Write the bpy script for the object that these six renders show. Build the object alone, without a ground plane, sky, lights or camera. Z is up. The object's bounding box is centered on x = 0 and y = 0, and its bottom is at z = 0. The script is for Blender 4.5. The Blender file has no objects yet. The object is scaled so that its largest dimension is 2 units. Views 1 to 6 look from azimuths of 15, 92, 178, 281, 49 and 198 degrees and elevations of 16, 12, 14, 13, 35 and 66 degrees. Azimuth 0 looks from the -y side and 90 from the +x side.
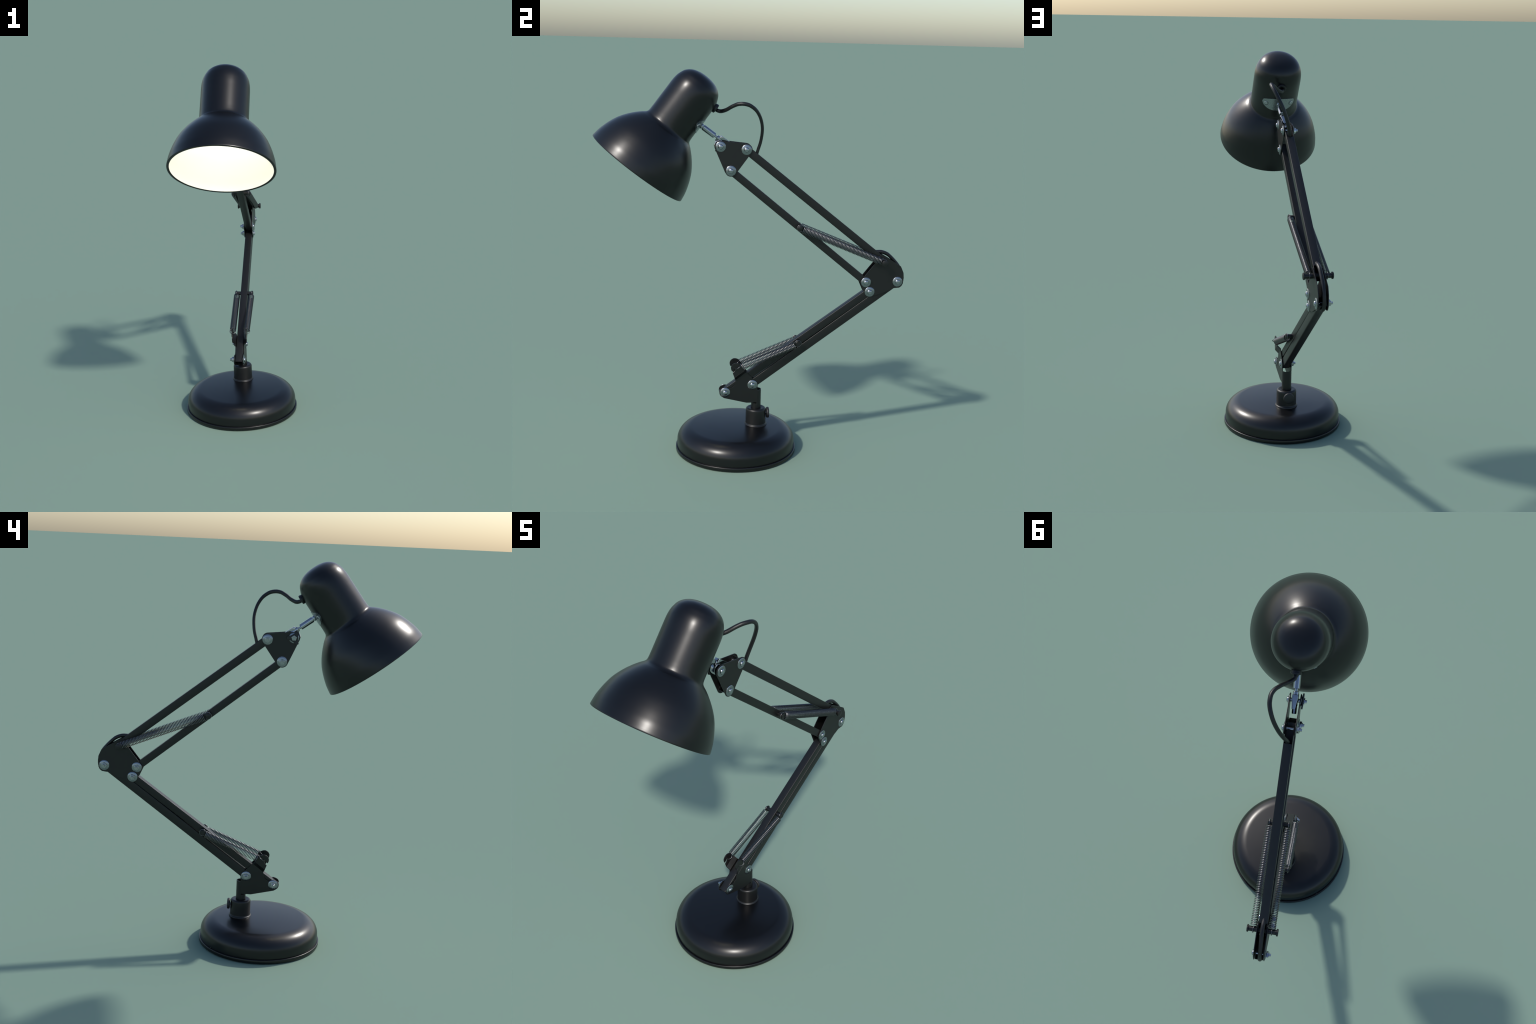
"""Black articulated desk lamp: round weighted base, two-stage parallelogram arm
with tension springs, and a dome shade on a chrome swivel joint."""
import bpy, bmesh, math
from mathutils import Vector, Matrix

# ---------------------------------------------------------------- frames
# The whole arm lies in one vertical plane, turned 9 degrees about z.
# Arm coordinates: s along the arm (to the rear), w across it, z up.
TURN = math.atan(0.1592)
S_DIR = Vector((-math.sin(TURN), math.cos(TURN), 0.0))
W_DIR = Vector((math.cos(TURN), math.sin(TURN), 0.0))
Z_DIR = Vector((0, 0, 1))
W_MID = -0.0275                      # middle of the arm


def arm(s, w, z):
    """World position of a point in arm coordinates; w counts from the arm's middle."""
    return S_DIR * s + W_DIR * (W_MID + w) + Z_DIR * z


ARM_ROT = Matrix((W_DIR, S_DIR, Z_DIR)).transposed().to_4x4()   # local x = across, y = along


def arm_matrix(s, w, z):
    return Matrix.Translation(arm(s, w, z)) @ ARM_ROT


# ---------------------------------------------------------------- materials
def principled(name, color, rough, metal=0.0, **extra):
    m = bpy.data.materials.new(name)
    m.use_nodes = True
    b = m.node_tree.nodes["Principled BSDF"]
    b.inputs["Base Color"].default_value = (*color, 1)
    b.inputs["Roughness"].default_value = rough
    b.inputs["Metallic"].default_value = metal
    for k, v in extra.items():
        b.inputs[k.replace("_", " ")].default_value = v
    return m


def add_grain(m, scale, bump, rough_lo, rough_hi):
    """Fine orange-peel bump and a little roughness variation."""
    nt = m.node_tree
    b = nt.nodes["Principled BSDF"]
    tc = nt.nodes.new("ShaderNodeTexCoord")
    n = nt.nodes.new("ShaderNodeTexNoise")
    n.inputs["Scale"].default_value = scale
    n.inputs["Detail"].default_value = 3
    nt.links.new(tc.outputs["Object"], n.inputs["Vector"])
    r = nt.nodes.new("ShaderNodeMapRange")
    r.inputs["To Min"].default_value = rough_lo
    r.inputs["To Max"].default_value = rough_hi
    nt.links.new(n.outputs["Fac"], r.inputs["Value"])
    nt.links.new(r.outputs["Result"], b.inputs["Roughness"])
    if bump:
        bp = nt.nodes.new("ShaderNodeBump")
        bp.inputs["Strength"].default_value = bump
        bp.inputs["Distance"].default_value = 0.001
        nt.links.new(n.outputs["Fac"], bp.inputs["Height"])
        nt.links.new(bp.outputs["Normal"], b.inputs["Normal"])


GLOSS = principled("black_gloss_paint", (0.0030, 0.0031, 0.0036), 0.31)
add_grain(GLOSS, 60, 0.0, 0.300, 0.325)
PAINT = principled("black_arm_paint", (0.0055, 0.0057, 0.0057), 0.41)
add_grain(PAINT, 90, 0.0, 0.39, 0.43)
RUBBER = principled("black_cable_rubber", (0.006, 0.006, 0.007), 0.42)
add_grain(RUBBER, 120, 0.0, 0.40, 0.45)
KNOB = principled("dark_plastic", (0.016, 0.016, 0.017), 0.5)
add_grain(KNOB, 120, 0.0, 0.46, 0.54)
CHROME = principled("chrome", (0.40, 0.42, 0.45), 0.15, 1.0)
add_grain(CHROME, 80, 0.0, 0.13, 0.18)
ZINC = principled("zinc_plated_steel", (0.29, 0.315, 0.335), 0.25, 1.0)
add_grain(ZINC, 80, 0.0, 0.24, 0.30)
SPRING = principled("spring_steel", (0.155, 0.155, 0.16), 0.32, 1.0)  # steel darkened to deepen the shade inside and between the coils
add_grain(SPRING, 80, 0.0, 0.30, 0.34)
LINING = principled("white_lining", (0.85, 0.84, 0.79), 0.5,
                    Emission_Color=(1.0, 0.95, 0.78, 1), Emission_Strength=0.15)  # weak cream emission adds bulb glow to the lining's own surface
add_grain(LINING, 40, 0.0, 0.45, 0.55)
BULB = principled("lit_bulb_glass", (0.9, 0.9, 0.88), 0.3,
                  Emission_Color=(1.0, 0.945, 0.82, 1), Emission_Strength=7.6)
add_grain(BULB, 40, 0.0, 0.28, 0.32)


# ---------------------------------------------------------------- object helpers
def link(ob, parent=None):
    bpy.context.scene.collection.objects.link(ob)
    if parent is not None:
        ob.parent = parent
        ob.matrix_parent_inverse = parent.matrix_basis.inverted() if parent.parent is None else Matrix()
    return ob


def smooth_by_angle(me, degrees):
    limit = math.cos(math.radians(degrees))
    bm = bmesh.new()
    bm.from_mesh(me)
    bmesh.ops.recalc_face_normals(bm, faces=bm.faces)
    for f in bm.faces:
        f.smooth = len(f.verts) <= 4          # big sheet-metal faces stay flat
    for e in bm.edges:
        if len(e.link_faces) == 2:
            a, b = e.link_faces
            e.smooth = a.normal.dot(b.normal) > limit
    bm.to_mesh(me)
    bm.free()


def mesh_from_bm(name, bm, mat, angle=35):
    me = bpy.data.meshes.new(name)
    bm.to_mesh(me)
    bm.free()
    me.materials.append(mat)
    smooth_by_angle(me, angle)
    return me


def add(name, bm, mat, parent, angle=35, matrix=None):
    ob = bpy.data.objects.new(name, mesh_from_bm(name, bm, mat, angle))
    link(ob, parent)
    if matrix is not None:
        ob.matrix_basis = matrix
    return ob


def bevel_edges(bm, width, segments=2, min_angle=30):
    lim = math.radians(min_angle)
    bm.normal_update()
    es = [e for e in bm.edges if len(e.link_faces) == 2 and e.calc_face_angle(0) > lim]
    if es:
        bmesh.ops.bevel(bm, geom=es, offset=width, segments=segments, affect='EDGES', profile=0.5, clamp_overlap=True)


def lathe(profile, origin, axis, ref, segs=96, bm=None):
    """Revolve (radius, height) pairs round an axis; radius 0 makes a pole."""
    bm = bm or bmesh.new()
    axis = axis.normalized()
    u = (ref - axis * ref.dot(axis)).normalized()
    v = axis.cross(u)
    rings = []
    for r, h in profile:
        c = origin + axis * h
        if r < 1e-6:
            rings.append([bm.verts.new(c)])
        else:
            rings.append([bm.verts.new(c + (u * math.cos(a) + v * math.sin(a)) * r)
                          for a in (2 * math.pi * i / segs for i in range(segs))])
    for a, b in zip(rings[:-1], rings[1:]):
        for i in range(segs):
            j = (i + 1) % segs
            if len(a) == 1 and len(b) == 1:
                continue
            if len(a) == 1:
                bm.faces.new((a[0], b[i], b[j]))
            elif len(b) == 1:
                bm.faces.new((a[i], a[j], b[0]))
            else:
                bm.faces.new((a[i], a[j], b[j], b[i]))
    return bm


def spline(points, steps=8):
    """Centripetal-like Catmull-Rom through points (tuples of any length)."""
    P = [Vector(p) for p in points]
    P = [P[0] * 2 - P[1]] + P + [P[-1] * 2 - P[-2]]
    out = []
    for i in range(1, len(P) - 2):
        p0, p1, p2, p3 = P[i - 1:i + 3]
        d0, d1, d2 = (max((b - a).length, 1e-6) ** 0.5 for a, b in ((p0, p1), (p1, p2), (p2, p3)))
        m1 = ((p1 - p0) / d0 - (p2 - p0) / (d0 + d1) + (p2 - p1) / d1) * d1
        m2 = ((p2 - p1) / d1 - (p3 - p1) / (d1 + d2) + (p3 - p2) / d2) * d1
        for k in range(steps):
            t = k / steps
            out.append(p1 * (2 * t**3 - 3 * t**2 + 1) + m1 * (t**3 - 2 * t**2 + t)
                       + p2 * (-2 * t**3 + 3 * t**2) + m2 * (t**3 - t**2))
    out.append(P[-2].copy())
    return out


def sweep(bm, path, radius, sides=12, caps=True, squash=None):
    """Tube along a list of Vectors with parallel-transported rings.
    squash: (direction, factor) flattens the section along a direction."""
    rings = []
    t = (path[1] - path[0]).normalized()
    n = t.orthogonal().normalized()
    for i, p in enumerate(path):
        a, b = path[max(i - 1, 0)], path[min(i + 1, len(path) - 1)]
        t = (b - a).normalized()
        n = (n - t * n.dot(t)).normalized()
        m = t.cross(n)
        ring = []
        for k in range(sides):
            ang = 2 * math.pi * k / sides
            off = (n * math.cos(ang) + m * math.sin(ang)) * radius
            if squash:
                off -= squash[0] * off.dot(squash[0]) * (1 - squash[1])
            ring.append(bm.verts.new(p + off))
        rings.append(ring)
    for r0, r1 in zip(rings[:-1], rings[1:]):
        for k in range(sides):
            j = (k + 1) % sides
            bm.faces.new((r0[k], r0[j], r1[j], r1[k]))
    if caps:
        bm.faces.new(rings[0][::-1])
        bm.faces.new(rings[-1])
    return bm


def fillet(poly, steps=6):
    """Round the corners of a 2D outline given as (x, y, radius)."""
    out = []
    n = len(poly)
    for i in range(n):
        p = Vector(poly[i][:2])
        a, b = Vector(poly[i - 1][:2]), Vector(poly[(i + 1) % n][:2])
        r = poly[i][2] if len(poly[i]) > 2 else 0
        da, db = (a - p), (b - p)
        la, lb = da.length, db.length
        da.normalize(); db.normalize()
        ang = math.acos(max(-1, min(1, da.dot(db))))
        if r <= 0 or ang > math.radians(176):
            out.append(p)
            continue
        cut = min(r / math.tan(ang / 2), 0.48 * la, 0.48 * lb)
        r = cut * math.tan(ang / 2)
        mid = (da + db).normalized()
        c = p + mid * (r / math.sin(ang / 2))
        s, e = p + da * cut - c, p + db * cut - c
        sweep_ang = s.angle_signed(e)
        for k in range(steps + 1):
            th = -sweep_ang * k / steps
            out.append(c + Vector((s.x * math.cos(th) - s.y * math.sin(th), s.x * math.sin(th) + s.y * math.cos(th))))
    return out


def hull_of_circles(circles, steps=64):
    """Outline round a set of (x, y, r) discs."""
    pts = sorted((x + r * math.cos(2 * math.pi * k / steps), y + r * math.sin(2 * math.pi * k / steps))
                 for x, y, r in circles for k in range(steps))
    def half(seq):
        h = []
        for p in seq:
            while len(h) > 1 and (h[-1][0]-h[-2][0])*(p[1]-h[-2][1]) - (h[-1][1]-h[-2][1])*(p[0]-h[-2][0]) <= 1e-12:
                h.pop()
            h.append(p)
        return h[:-1]
    return [Vector(p) for p in half(pts) + half(pts[::-1])]


def slab(outline, w0, w1, bevel=0.0008, bm=None):
    """Sheet-metal plate: an (s, z) outline with thickness from w0 to w1."""
    new = bmesh.new()
    a = [new.verts.new(arm(p[0], w0, p[1])) for p in outline]
    b = [new.verts.new(arm(p[0], w1, p[1])) for p in outline]
    new.faces.new(a)
    new.faces.new(b[::-1])
    for i in range(len(a)):
        j = (i + 1) % len(a)
        new.faces.new((a[i], b[i], b[j], a[j]))
    bmesh.ops.recalc_face_normals(new, faces=new.faces)
    if bevel:
        bevel_edges(new, bevel, 2, 40)
    if bm is None:
        return new
    join_into(bm, new)
    return bm


def join_into(bm, other):
    me = bpy.data.meshes.new("join")
    other.to_mesh(me)
    other.free()
    bm.from_mesh(me)
    bpy.data.meshes.remove(me)


def along_w(profile, s, z, bm=None, segs=40):
    """Lathe across the arm: (radius, w) pairs about the bolt axis at (s, z)."""
    return lathe(profile, arm(s, 0, z), W_DIR, Z_DIR, segs, bm)


def prism_w(n, radius, w0, w1, s, z, phase=0.0, bevel=0.0008, bm=None):
    o = [(s + radius * math.cos(2 * math.pi * k / n + phase), z + radius * math.sin(2 * math.pi * k / n + phase)) for k in range(n)]
    return slab(o, w0, w1, bevel, bm)


# ---------------------------------------------------------------- measured joints (s, z)
HEAD_FRONT = (-0.171, 1.6235)      # clamp of the swivel joint
HEAD_REAR = (-0.0395, 1.6095)      # upper rod
HEAD_LOW = (-0.117, 1.5020)        # lower rod
ELBOW_FRONT = (0.6055, 0.9195)
ELBOW_LOW = (0.6270, 0.8675)
ELBOW_REAR = (0.7750, 0.9220)
ELBOW_TOP = (0.6948, 1.0330)
FOOT_FRONT = (-0.128, 0.3220)
FOOT_REAR = (0.0165, 0.3622)
PIN_ELBOW = (0.6945, 1.0295)       # rear spring pin on the elbow plates
PIN_UPPER = (0.2443, 1.2110)       # spring pin on the upper arm
PIN_LOWER = (0.2510, 0.5948)       # spring pin on the lower arm
BASE_C = Vector((-0.0170, -0.0680, 0))
POST_S = 0.0408                    # axis of collar and stem

lamp = bpy.data.objects.new("desk_lamp", None)
lamp.empty_display_size = 0.1
lamp.location = BASE_C
link(lamp)
lamp["label"] = "black spring-balanced desk lamp with dome shade and round base"
lamp["category"] = "desk lamp"
bpy.context.view_layer.update()
X = Vector((1, 0, 0))

# ---------------------------------------------------------------- base
def quarter(cx, cz, ax, az, a0, a1, n):
    return [(cx + ax * math.cos(math.radians(a0 + (a1 - a0) * k / n)), cz + az * math.sin(math.radians(a0 + (a1 - a0) * k / n)))
            for k in range(n + 1)]

TOP = 0.1285
prof = [(0.0, 0.006), (0.300, 0.006), (0.3115, 0.010), (0.3132, 0.040), (0.3127, 0.052)]
prof += quarter(0.2262, 0.0550, 0.0863, 0.0738, 2, 86, 22)
DOME = 0.0080                              # the top is very slightly domed
prof += [(0.2262 * (1 - k / 12), TOP + 0.0003 + DOME * (1 - (1 - k / 12) ** 2)) for k in range(1, 13)]
TOP = 0.1345                               # height under the collar
base = add("base", lathe(prof, BASE_C, Z_DIR, X, 160), GLOSS, lamp, 60)

rim = [(0.295, 0.0), (0.3170, 0.0), (0.3196, 0.0025), (0.3202, 0.010), (0.3200, 0.0180), (0.3190, 0.0199),
       (0.3165, 0.0206), (0.3130, 0.0200), (0.3095, 0.0195), (0.295, 0.0195), (0.295, 0.0)]
add("base_rim", lathe(rim, BASE_C, Z_DIR, X, 160), GLOSS, base, 50)

# tiny stud in the groove above the rim, at the rear
stud_at = Vector((-0.2538, 0.1384, 0.0225))
stud = (stud_at - BASE_C - Z_DIR * 0.0225).normalized()
add("rim_stud", lathe([(0.0, -0.006), (0.0036, -0.006), (0.0034, 0.0006), (0.0020, 0.0022), (0.0, 0.0026)], stud_at, stud, Z_DIR, 16), GLOSS, base, 40)

# collar that holds the stem, with a bead where it meets the base
post = arm(POST_S, 0, 0)
prof = [(0.0600, TOP - 0.006), (0.0598, TOP + 0.0015), (0.0588, TOP + 0.0040), (0.0560, TOP + 0.0056), (0.0540, TOP + 0.0075),
        (0.0538, TOP + 0.0120), (0.0534, 0.190), (0.0532, 0.2150)]
prof += quarter(0.0420, 0.2160, 0.0111, 0.0112, 10, 90, 8)
prof += [(0.034, 0.2265), (0.0265, 0.2255), (0.0262, 0.200)]
collar = add("collar", lathe(prof, post, Z_DIR, X, 72), PAINT, base, 50)

# thumb screw on the rear of the collar
kc = arm(POST_S, -0.0005, 0.1955)
prof = [(0.0, 0.0705), (0.0245, 0.0705), (0.0272, 0.0695), (0.0286, 0.0675), (0.0288, 0.0635), (0.0284, 0.0590), (0.0270, 0.0572), (0.0245, 0.0562), (0.0, 0.0562)]
knob = add("thumb_screw", lathe(prof, kc, S_DIR, Z_DIR, 48), KNOB, base, 40)
add("thumb_screw_shank", lathe([(0.0, 0.047), (0.0062, 0.047), (0.0062, 0.0575), (0.0, 0.0575)], kc, S_DIR, Z_DIR, 20), ZINC, base)

# ---------------------------------------------------------------- pivot bracket (tube + two cheeks + spring tabs)
bm = bmesh.new()
R_OUT, R_IN = 0.0255, 0.0218

def tube_arc(bm, a0, a1, z0, z1, n, closed=False):
    """Sheet-metal tube wall between two angles (measured from the rear)."""
    new = bmesh.new()
    count = n if closed else n + 1
    cols = []
    for i in range(count):
        a = math.radians(a0 + (a1 - a0) * i / n)
        d = S_DIR * math.cos(a) + W_DIR * math.sin(a)
        cols.append([new.verts.new(post + d * r + Z_DIR * z) for r, z in ((R_OUT, z0), (R_OUT, z1), (R_IN, z1), (R_IN, z0))])
    for i in range(n):
        p, q = cols[i], cols[(i + 1) % count]
        for k in range(4):
            new.faces.new((p[k], q[k], q[(k + 1) % 4], p[(k + 1) % 4]))
    if not closed:
        new.faces.new(cols[0]); new.faces.new(cols[-1][::-1])
    join_into(bm, new)

tube_arc(bm, 0, 360, 0.150, 0.2570, 40, True)
tube_arc(bm, -92, 92, 0.2565, 0.3305, 28)
W_OUT, W_IN = 0.0255, 0.0216
cheek = [(0.0445, 0.2617, 0), (0.0445, 0.345, 0.006), (0.0455, 0.360, 0.016), (0.0405, 0.3740, 0.014), (-0.0178, 0.4350, 0.001), (-0.0738, 0.3930, 0.001),
         (-0.0742, 0.3800, 0.012), (-0.0815, 0.3560, 0.020), (-0.0985, 0.3440, 0.020), (-0.1270, 0.3497, 0.020), (-0.1560, 0.3400, 0.024),
         (-0.1590, 0.3080, 0.026), (-0.1330, 0.2900, 0.018), (-0.0130, 0.2617, 0.010)]
outline = fillet(cheek, 8)

# spring tab: joggles outwards from the cheek's top edge, then a hooked upright blade
TAB_W = 0.0400
tab = [(-0.0280, 0.4490, 0.001), (-0.0350, 0.4585, 0.012), (-0.0420, 0.4735, 0.016), (-0.0545, 0.4845, 0.012), (-0.0660, 0.4890, 0.02),
       (-0.0800, 0.4905, 0.03), (-0.0935, 0.4820, 0.02), (-0.1010, 0.4690, 0.02), (-0.1000, 0.4560, 0.02), (-0.0952, 0.4445, 0.0015),
       (-0.0885, 0.4490, 0.0), (-0.0772, 0.4625, 0.004), (-0.0732, 0.4590, 0.004), (-0.0825, 0.4405, 0.0), (-0.0903, 0.4332, 0.0015), (-0.0812, 0.4085, 0.001)]
tab_outline = fillet(tab, 6)
for sign in (1, -1):
    slab(outline, sign * W_IN, sign * W_OUT, 0.0007, bm)
    slab(tab_outline, sign * (TAB_W - 0.002), sign * (TAB_W + 0.002), 0.0007, bm)
    lo = [(-0.0178, 0.4350), (-0.0738, 0.3930)]
    hi = [(-0.0280, 0.4490), (-0.0812, 0.4085)]
    new = bmesh.new()
    vs = []
    for (p, q) in zip(lo, hi):
        vs.append([new.verts.new(arm(p[0], sign * W_OUT, p[1] - 0.003)), new.verts.new(arm(p[0], sign * W_IN, p[1] + 0.001)),
                   new.verts.new(arm(q[0], sign * (TAB_W - 0.002), q[1] + 0.003)), new.verts.new(arm(q[0], sign * (TAB_W + 0.002), q[1] - 0.001))])
    for k in range(4):
        new.faces.new((vs[0][k], vs[0][(k + 1) % 4], vs[1][(k + 1) % 4], vs[1][k]))
    new.faces.new(vs[0]); new.faces.new(vs[1][::-1])
    bmesh.ops.recalc_face_normals(new, faces=new.faces)
    join_into(bm, new)
bracket = add("pivot_bracket", bm, PAINT, lamp, 30)


# ---------------------------------------------------------------- arm rods: hollow rounded-rectangle tubes
def rod(p, q, low, high, ext_p, ext_q, shift_p=0.0, shift_q=0.0, half_w=0.0200, cut_p=0.0, cut_q=0.0, wall=0.0028):
    """Tube from joint p to joint q. low/high: extent below/above the joint line.
    cut_p/cut_q: length of the slot cut in the top wall at either end."""
    P, Q = Vector((p[0], p[1])), Vector((q[0], q[1]))
    d = (Q - P).normalized()
    n = Vector((-d.y, d.x))
    if n.y < 0:
        n = -n
    P, Q = P + n * shift_p, Q + n * shift_q
    start, end = -ext_p, (Q - P).length + ext_q

    def ring(t, hw, lo, hi, rb, rt):
        sec = fillet([(-hw, -lo, rb), (hw, -lo, rb), (hw, hi, rt), (-hw, hi, rt)], 4)
        return [(t, c[0], c[1]) for c in sec]

    def at(t, w, h):
        c = P + d * t + n * h
        return arm(c.x, w, c.y)

    new = bmesh.new()
    outer = lambda t: [new.verts.new(at(*v)) for v in ring(t, half_w, low, high, 0.0045, 0.0024)]
    inner = lambda t: [new.verts.new(at(*v)) for v in ring(t, half_w - wall, low - wall, high - wall, 0.0030, 0.0012)]
    stations = sorted({start, start + cut_p, end - cut_q, end})
    out_r = [outer(t) for t in stations]
    in_r = [inner(t) for t in stations]
    N = len(out_r[0])
    # index of the top wall's edge in the section (between the 3rd and 4th rounded corners)
    top = 14
    def open_top(i):
        mid = 0.5 * (stations[i] + stations[i + 1])
        return mid < start + cut_p or mid > end - cut_q
    for i in range(len(stations) - 1):
        for k in range(N):
            j = (k + 1) % N
            if open_top(i) and k == top:
                new.faces.new((out_r[i][k], in_r[i][k], in_r[i + 1][k], out_r[i + 1][k]))
                new.faces.new((out_r[i][j], out_r[i + 1][j], in_r[i + 1][j], in_r[i][j]))
                continue
            new.faces.new((out_r[i][k], out_r[i][j], out_r[i + 1][j], out_r[i + 1][k]))
            new.faces.new((in_r[i][j], in_r[i][k], in_r[i + 1][k], in_r[i + 1][j]))
    for idx, seg in ((0, 0), (len(stations) - 1, len(stations) - 2)):
        for k in range(N):
            j = (k + 1) % N
            if k == top and open_top(seg):
                continue
            new.faces.new((out_r[idx][k], out_r[idx][j], in_r[idx][j], in_r[idx][k]))
    for i in range(1, len(stations) - 1):
        if open_top(i - 1) != open_top(i):
            new.faces.new((out_r[i][top], out_r[i][(top + 1) % N], in_r[i][(top + 1) % N], in_r[i][top]))
    return new

rods = []
for name, args in (
        ("arm_rod", dict(p=HEAD_REAR, q=ELBOW_TOP, low=0.0213, high=0.0192, ext_p=0.022, ext_q=0.020, cut_p=0.085, cut_q=0.062)),
        ("arm_rod", dict(p=HEAD_LOW, q=ELBOW_FRONT, low=0.0196, high=0.0186, ext_p=0.022, ext_q=0.020, shift_q=0.002)),
        ("arm_rod", dict(p=FOOT_FRONT, q=ELBOW_LOW, low=0.0194, high=0.0192, ext_p=0.0245, ext_q=0.020, shift_p=-0.0015, shift_q=0.0005)),
        ("arm_rod", dict(p=FOOT_REAR, q=ELBOW_REAR, low=0.0232, high=0.0212, ext_p=0.018, ext_q=0.020, shift_p=0.0022, shift_q=-0.0006))):
    rods.append(add(name, rod(**args), PAINT, lamp, 28))

# ---------------------------------------------------------------- joint plates
def plates(name, outline):
    for sign in (1, -1):
        add(name, slab(outline, sign * W_IN, sign * W_OUT, 0.0009), PAINT, lamp, 30)

plates("head_plate", hull_of_circles([(*HEAD_FRONT, 0.0298), (*HEAD_REAR, 0.0298), (*HEAD_LOW, 0.0298)]))

elbow = [(0.6515, 1.0215, 0.010), (0.6620, 1.0560, 0.020), (0.6830, 1.0690, 0.014), (0.7515, 1.0290, 0.05), (0.7900, 1.0050, 0.012),
         (0.8060, 0.9700, 0.03), (0.8088, 0.9420, 0.03), (0.8052, 0.9110, 0.012), (0.7980, 0.8975, 0.012), (0.7865, 0.8890, 0.010), (0.7530, 0.8862, 0.006),
         (0.7300, 0.8745, 0.02), (0.7000, 0.8610, 0.05), (0.6564, 0.8481, 0.03), (0.6310, 0.8370, 0.022), (0.6060, 0.8490, 0.018), (0.5900, 0.8840, 0.02),
         (0.5735, 0.9200, 0.010), (0.5830, 0.9345, 0.010)]
plates("elbow_plate", fillet(elbow, 6))


# ---------------------------------------------------------------- bolts, washers, nuts (shared mesh data)
def local_lathe(profile, segs=40, bm=None):
    """Lathe about local x (across the arm)."""
    return lathe(profile, Vector((0, 0, 0)), X, Z_DIR, segs, bm)

bolt_bm = local_lathe([(0.0, -0.0510), (0.0062, -0.0510), (0.0066, -0.0500), (0.0066, 0.0270), (0.0128, 0.0272), (0.0130, 0.0316),
                       (0.0120, 0.0342), (0.0096, 0.0362), (0.0056, 0.0375), (0.0, 0.0379)])
bolt_me = mesh_from_bm("bolt", bolt_bm, CHROME, 40)
washer_me = mesh_from_bm("washer", local_lathe([(0.0060, 0.0258), (0.0256, 0.0257), (0.0262, 0.0262), (0.0261, 0.0270), (0.0248, 0.0280), (0.0210, 0.0294),
                                                (0.0160, 0.0304), (0.0110, 0.0310), (0.0060, 0.0312)]), ZINC, 30)

def local_prism(n, r, x0, x1, phase, bevel):
    new = bmesh.new()
    a = [new.verts.new((x0, r * math.cos(phase + 2 * math.pi * k / n), r * math.sin(phase + 2 * math.pi * k / n))) for k in range(n)]
    b = [new.verts.new((x1, v.co.y, v.co.z)) for v in a]
    new.faces.new(a); new.faces.new(b[::-1])
    for k in range(n):
        new.faces.new((a[k], b[k], b[(k + 1) % n], a[(k + 1) % n]))
    bmesh.ops.recalc_face_normals(new, faces=new.faces)
    bevel_edges(new, bevel, 2, 30)
    return new

nut_bm = local_prism(5, 0.0164, -0.0285, -0.0400, math.pi / 2, 0.0016)
join_into(nut_bm, local_prism(5, 0.0112, -0.0395, -0.0435, math.pi / 2 + 0.2, 0.0009))
nut_me = mesh_from_bm("nut", nut_bm, CHROME, 30)

wing = []
for k in range(3):
    a = math.pi * 0 + 2 * math.pi * k / 3
    for da, r in ((-0.17, 0.0375), (0.17, 0.0375), (0.62, 0.0215), (1.05, 0.0195), (1.47, 0.0215)):
        wing.append((a + da, r))
new = bmesh.new()
va = [new.verts.new((-0.0310, r * math.cos(a), r * math.sin(a))) for a, r in wing]
vb = [new.verts.new((-0.0375, r * math.cos(a), r * math.sin(a))) for a, r in wing]
new.faces.new(va); new.faces.new(vb[::-1])
for k in range(len(va)):
    new.faces.new((va[k], vb[k], vb[(k + 1) % len(va)], va[(k + 1) % len(va)]))
bmesh.ops.recalc_face_normals(new, faces=new.faces)
bevel_edges(new, 0.0016, 3, 30)
wing_me = mesh_from_bm("wing_nut", new, KNOB, 35)
wing_cap_me = mesh_from_bm("nut_small", local_prism(5, 0.0145, -0.0372, -0.0425, 0.3, 0.0009), CHROME, 30)

FLIP = Matrix.Rotation(math.pi, 4, 'Z')
joints = [HEAD_FRONT, HEAD_REAR, HEAD_LOW, ELBOW_FRONT, ELBOW_LOW, ELBOW_REAR, FOOT_FRONT, FOOT_REAR]
for i, (s, z) in enumerate(joints):
    spin = Matrix.Rotation(0.55 * i if i else 0.0, 4, 'X')
    here = arm_matrix(s, 0, z)
    bolt = link(bpy.data.objects.new("bolt", bolt_me), lamp)
    bolt.matrix_basis = here
    pieces = [("washer", washer_me, here), ("washer", washer_me, here @ FLIP)]
    if i == 0:
        pieces += [("wing_nut", wing_me, here), ("cap_nut", wing_cap_me, here)]
    else:
        pieces += [("nut", nut_me, here @ spin)]
    for nm, me, mx in pieces:
        o = bpy.data.objects.new(nm, me)
        link(o, lamp)
        o.matrix_basis = mx


# ---------------------------------------------------------------- spring pins
def spring_pin(s, z, half, shaft, head):
    pr = [(0.0, -half), (head * 0.86, -half), (head, -half + 0.0016), (head, -half + 0.0075), (shaft, -half + 0.0090),
          (shaft, half - 0.0090), (head, half - 0.0075), (head, half - 0.0016), (head * 0.86, half), (0.0, half)]
    return add("spring_pin", along_w(pr, s, z, None, 32), PAINT, lamp, 40)

spring_pin(*PIN_ELBOW, 0.0718, 0.0122, 0.0172)
spring_pin(*PIN_UPPER, 0.0515, 0.0118, 0.0140)
spring_pin(*PIN_LOWER, 0.0535, 0.0118, 0.0136)


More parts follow.
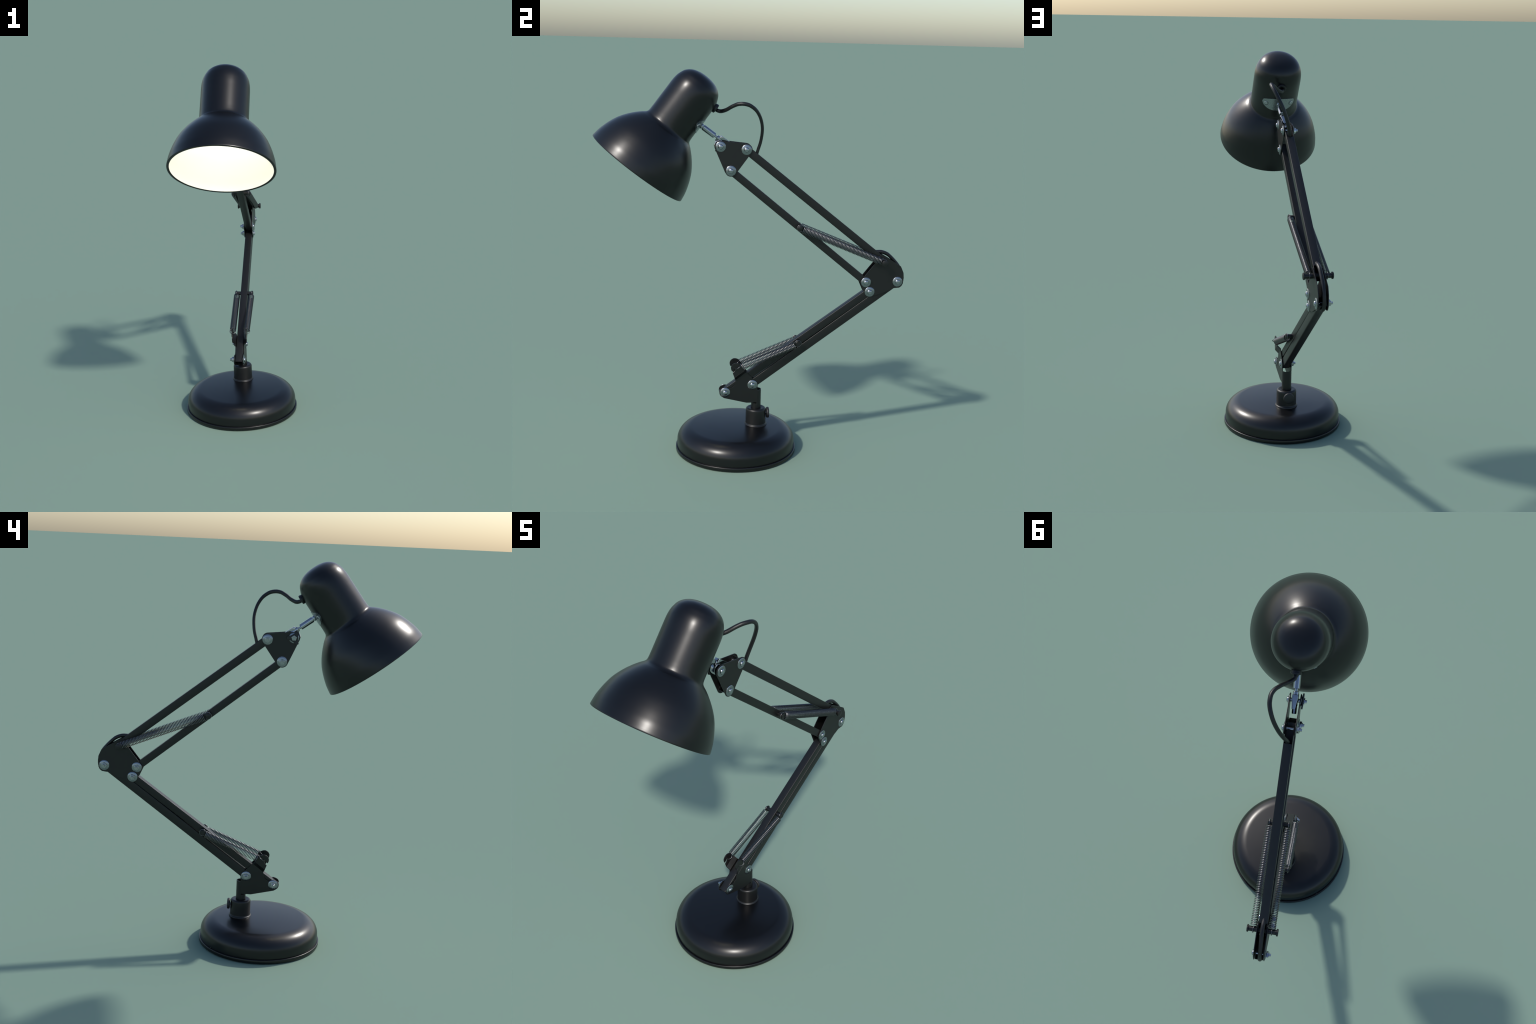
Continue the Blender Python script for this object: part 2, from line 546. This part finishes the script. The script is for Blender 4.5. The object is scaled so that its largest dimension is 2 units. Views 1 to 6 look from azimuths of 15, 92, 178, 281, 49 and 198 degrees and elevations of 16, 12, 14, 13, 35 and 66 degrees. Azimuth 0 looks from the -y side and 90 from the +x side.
# ---------------------------------------------------------------- springs
def coil(a, b, radius, radius_w, wire, turns, hooks):
    """Helix from a to b plus end hoops; hooks: list of (centre, radius, u, v, start, end) arcs."""
    bm = bmesh.new()
    d = (b - a)
    L = d.length
    d.normalize()
    u = (Z_DIR - d * Z_DIR.dot(d)).normalized()
    v = d.cross(u)
    n = int(turns * 16)
    path = [a + d * (L * i / n) + u * (math.cos(2 * math.pi * turns * i / n) * radius) + v * (math.sin(2 * math.pi * turns * i / n) * radius_w)
            for i in range(n + 1)]
    sweep(bm, path, wire, 6)
    for c, r, hu, hv, t0, t1 in hooks:
        m = 24
        arc = [c + (hu * math.cos(math.radians(t0 + (t1 - t0) * k / m)) + hv * math.sin(math.radians(t0 + (t1 - t0) * k / m))) * r for k in range(m + 1)]
        sweep(bm, arc, wire * 1.02, 8)
    return bm

def in_plane(vec):
    return S_DIR * vec[0] + Z_DIR * vec[1]

WIRE = 0.0020
for sign in (1, -1):
    # upper spring: pin on the lower rod of the upper arm -> elbow pin
    a, b = arm(PIN_UPPER[0], sign * 0.0410, PIN_UPPER[1]), arm(PIN_ELBOW[0], sign * 0.0420, PIN_ELBOW[1] - 0.0005)
    d = (b - a).normalized()
    up = (Z_DIR - d * Z_DIR.dot(d)).normalized()
    hooks = [(a + W_DIR * sign * 0.003, 0.0168, d, up, 40, 320), (b, 0.0160, -d, -up, 40, 320)]
    add("spring", coil(a + d * 0.0165, b - d * 0.0145, 0.0180, 0.0150, WIRE, 59, hooks), SPRING, lamp, 60)
    # lower spring: pin on the lower arm -> tab of the pivot bracket
    a = arm(PIN_LOWER[0], sign * 0.0430, PIN_LOWER[1] - 0.0042)
    c = arm(-0.0620, sign * 0.0407 + 0.0026, 0.4690)
    b = arm(-0.0425, sign * 0.0395, 0.4690)
    d = (b - a).normalized()
    up = (Z_DIR - d * Z_DIR.dot(d)).normalized()
    hooks = [(arm(PIN_LOWER[0], sign * 0.0465, PIN_LOWER[1] - 0.001), 0.0166, d, up, 40, 320), (c, 0.0165, W_DIR, in_plane((0.77, 0.638)), 60, 420)]
    add("spring", coil(a + d * 0.0155, b, 0.0176, 0.0164, WIRE, 40, hooks), SPRING, lamp, 60)

# ---------------------------------------------------------------- cables
cable = spline([(-0.2070, -0.0010, 1.8150), (-0.1975, -0.0010, 1.8065), (-0.1860, 0.0040, 1.8005), (-0.1721, 0.0098, 1.7982), (-0.1476, 0.0323, 1.8069), (-0.1225, 0.0535, 1.8238),
                (-0.1088, 0.0629, 1.8313), (-0.0928, 0.0740, 1.8385), (-0.0679, 0.0844, 1.8414), (-0.0421, 0.0863, 1.8371), (-0.0239, 0.0845, 1.8282),
                (-0.0008, 0.0763, 1.8092), (0.0223, 0.0601, 1.7719), (0.0358, 0.0367, 1.7169), (0.0314, 0.0137, 1.6505), (0.0207, 0.0045, 1.6097),
                (0.0150, 0.0010, 1.5880)], 8)
add("power_cable", sweep(bmesh.new(), [arm(*p) for p in cable], 0.0100, 14, True, (S_DIR, 0.80)), RUBBER, lamp, 60)

cable = spline([(0.6250, -0.001, 1.0830), (0.6570, -0.001, 1.0785), (0.6890, -0.001, 1.0775), (0.7190, -0.002, 1.0660), (0.7440, -0.003, 1.0450), (0.7665, -0.004, 1.0215),
                (0.7865, -0.005, 0.9960), (0.8000, -0.005, 0.9640), (0.8045, -0.005, 0.9350), (0.8005, -0.004, 0.9110), (0.7890, -0.003, 0.8960), (0.7710, -0.002, 0.8910), (0.7500, -0.001, 0.8900)], 6)
add("power_cable", sweep(bmesh.new(), [arm(*p) for p in cable], 0.0100, 14, True, (S_DIR, 0.8)), RUBBER, lamp, 60)

# ---------------------------------------------------------------- lampshade
RIM_C = Vector((0.0660, -0.5812, 1.5108))
AXIS = Vector((-0.09043, 0.58998, 0.80234)).normalized()
REAR = Vector((-0.12157, 0.79308, -0.59687))
REAR = (REAR - AXIS * REAR.dot(AXIS)).normalized()
SIDE = AXIS.cross(REAR)

bell = [(0.2710, 0.0035), (0.2695, 0.0150), (0.2655, 0.0400), (0.2605, 0.0600), (0.2470, 0.1010), (0.2285, 0.1420), (0.2030, 0.1805), (0.1735, 0.2150),
        (0.1480, 0.2395), (0.1370, 0.2482), (0.1300, 0.2550), (0.1265, 0.2620), (0.1252, 0.2720), (0.1245, 0.2950)]
cap = [(0.1245, 0.295), (0.1244, 0.350), (0.1243, 0.410), (0.1240, 0.4500), (0.1222, 0.4750), (0.1180, 0.4960), (0.1120, 0.5120), (0.1025, 0.5300),
       (0.0850, 0.5475), (0.0640, 0.5595), (0.0400, 0.5665), (0.0180, 0.5695), (0.0, 0.5702)]
outer = [tuple(v) for v in spline(bell, 5)] + [tuple(v) for v in spline(cap, 6)][1:]
outer = [(max(r, 0.0) + (0.0008 if r > 0.02 else 0.0), h) for r, h in outer]
outer[-1] = (0.0, outer[-1][1])
lip = [(0.2592, 0.0080), (0.2594, -0.0008), (0.2603, -0.0018), (0.2700, -0.0020), (0.2713, -0.0012), (0.2718, 0.0004)]
shade = add("lampshade", lathe(lip + outer, RIM_C, AXIS, SIDE, 144), GLOSS, lamp, 60)

inner = [(0.2588, -0.0004), (0.2586, 0.0060)] + [(r - 0.0090, h) for r, h in bell[1:9]] + [(0.1180, 0.262), (0.1150, 0.300), (0.1150, 0.400), (0.0, 0.400)]
add("shade_lining", lathe(inner, RIM_C, AXIS, SIDE, 128), LINING, shade, 50)
bulb = [tuple(v) for v in spline([(0.0, 0.150), (0.030, 0.156), (0.053, 0.178), (0.0605, 0.212), (0.052, 0.250), (0.036, 0.292), (0.028, 0.330), (0.027, 0.360)], 5)]
bulb[0] = (0.0, 0.150)
add("light_bulb", lathe(bulb, RIM_C, AXIS, SIDE, 48), BULB, shade, 60)
add("lamp_socket", lathe([(0.0, 0.350), (0.034, 0.350), (0.036, 0.353), (0.036, 0.3995), (0.0, 0.3995)], RIM_C, AXIS, SIDE, 40), KNOB, shade)


def on_cap(angle, t, radius):
    a = math.radians(angle)
    return RIM_C + AXIS * t + (REAR * math.cos(a) + SIDE * math.sin(a)) * radius

# curved mounting plate on the cap
bm = bmesh.new()
n, half = 36, 42.0
cols = []
for i in range(n + 1):
    f = -1 + 2 * i / n
    top = 0.3975 - 0.0225 * f * f
    bot = 0.3155 + 0.0345 * abs(f) ** 3.2
    edge = max(0.0, (abs(f) - 0.88) / 0.12)
    mid = 0.358
    k = math.sqrt(max(0.0, 1 - edge * edge)) * 0.75 + 0.25
    top, bot = mid + (top - mid) * k, mid + (bot - mid) * k
    col = []
    for r in (0.1235, 0.1278):
        col.append([bm.verts.new(on_cap(f * half, bot + (top - bot) * j / 4, r)) for j in range(5)])
    cols.append(col)
for a, b in zip(cols[:-1], cols[1:]):
    for j in range(4):
        bm.faces.new((a[1][j], b[1][j], b[1][j + 1], a[1][j + 1]))
        bm.faces.new((a[0][j], a[0][j + 1], b[0][j + 1], b[0][j]))
    for j in (0, 4):
        bm.faces.new((a[0][j], b[0][j], b[1][j], a[1][j]))
for c in (cols[0], cols[-1]):
    for j in range(4):
        bm.faces.new((c[0][j], c[1][j], c[1][j + 1], c[0][j + 1]))
mount = add("mounting_plate", bm, ZINC, shade, 40)

def screw_mesh():
    """Pan-head screw along +z with a cross recess."""
    bm = lathe([(0.0, 0.0052), (0.0060, 0.0050), (0.0104, 0.0038), (0.0124, 0.0020), (0.0126, 0.0), (0.0, -0.004)], Vector((0, 0, 0)), Z_DIR, X, 32)
    for ang in (0.4, 0.4 + math.pi / 2):
        new = bmesh.new()
        bmesh.ops.create_cube(new, size=1.0, matrix=Matrix.Rotation(ang, 4, 'Z') @ Matrix.Translation((0, 0, 0.0050)) @ Matrix.Diagonal((0.0125, 0.0022, 0.0012, 1)))
        join_into(bm, new)
    return mesh_from_bm("screw", bm, CHROME, 35)

screw_me = screw_mesh()
for ang in (-31.5, 31.5):
    p = on_cap(ang, 0.3545, 0.1280)
    nrm = (REAR * math.cos(math.radians(ang)) + SIDE * math.sin(math.radians(ang)))
    o = bpy.data.objects.new("screw", screw_me)
    link(o, shade)
    o.matrix_basis = Matrix.Translation(p) @ nrm.to_track_quat('Z', 'Y').to_matrix().to_4x4()

# rubber grommet where the cable enters the cap
gp = on_cap(0, 0.4715, 0.1160)
add("cable_grommet", lathe([(0.0, 0.0120), (0.0100, 0.0120), (0.0110, 0.0190), (0.0145, 0.0208), (0.0210, 0.0206), (0.0236, 0.0188), (0.0242, 0.0150),
                            (0.0240, 0.0105), (0.0225, 0.0080), (0.0225, 0.0)], gp, REAR, AXIS, 40), RUBBER, shade, 40)

# ---------------------------------------------------------------- chrome swivel joint between shade and arm
ball = on_cap(0, 0.360, 0.1300)
tip = arm(-0.2005, 0.0, 1.6753)
d = (tip - ball).normalized()
L = (tip - ball).length
prof = [(0.0, -0.014), (0.0085, -0.0118), (0.0128, -0.006), (0.0140, 0.0), (0.0130, 0.0040), (0.0112, 0.0068), (0.0112, 0.0076), (0.0130, 0.0080), (0.0150, 0.0092),
        (0.0150, L - 0.0015), (0.0134, L), (0.0062, L + 0.0002), (0.0062, L + 0.0120), (0.0118, L + 0.0125), (0.0136, L + 0.0145), (0.0136, L + 0.0540),
        (0.0120, L + 0.0560), (0.0102, L + 0.0565), (0.0102, L + 0.1080), (0.0090, L + 0.1095), (0.0, L + 0.1095)]
swivel = add("swivel_rod", lathe(prof, ball, d, W_DIR, 32), CHROME, lamp, 35)

# tapered saddle on top of the rod and the clamp block round the front bolt
def saddle():
    new = bmesh.new()
    # (s, z) corners of the side view, with the half width there
    secs = [((-0.1790, 1.6640), (-0.1678, 1.6790), 0.0128), ((-0.1700, 1.6560), (-0.1600, 1.6725), 0.0132), ((-0.1290, 1.6300), (-0.1160, 1.6415), 0.0080)]
    rows = []
    for lo, hi, hw in secs:
        rows.append([new.verts.new(arm(lo[0], -hw, lo[1])), new.verts.new(arm(lo[0], hw, lo[1])), new.verts.new(arm(hi[0], hw, hi[1])), new.verts.new(arm(hi[0], -hw, hi[1]))])
    for a, b in zip(rows[:-1], rows[1:]):
        for k in range(4):
            new.faces.new((a[k], a[(k + 1) % 4], b[(k + 1) % 4], b[k]))
    new.faces.new(rows[0]); new.faces.new(rows[-1][::-1])
    bmesh.ops.recalc_face_normals(new, faces=new.faces)
    bevel_edges(new, 0.0022, 3, 40)
    return new

add("swivel_saddle", saddle(), CHROME, swivel, 40)
add("swivel_clamp", slab([(-0.2045, 1.6270), (-0.1975, 1.6470), (-0.1760, 1.6580), (-0.1500, 1.6450), (-0.1500, 1.6100), (-0.1970, 1.6110)], -0.0128, 0.0128, 0.0022), CHROME, swivel, 25)
spacer = along_w([(0.0, -0.0214), (0.0085, -0.0214), (0.0085, 0.0214), (0.0, 0.0214)], *HEAD_FRONT, None, 24)
add("swivel_spacer", spacer, CHROME, swivel, 40)
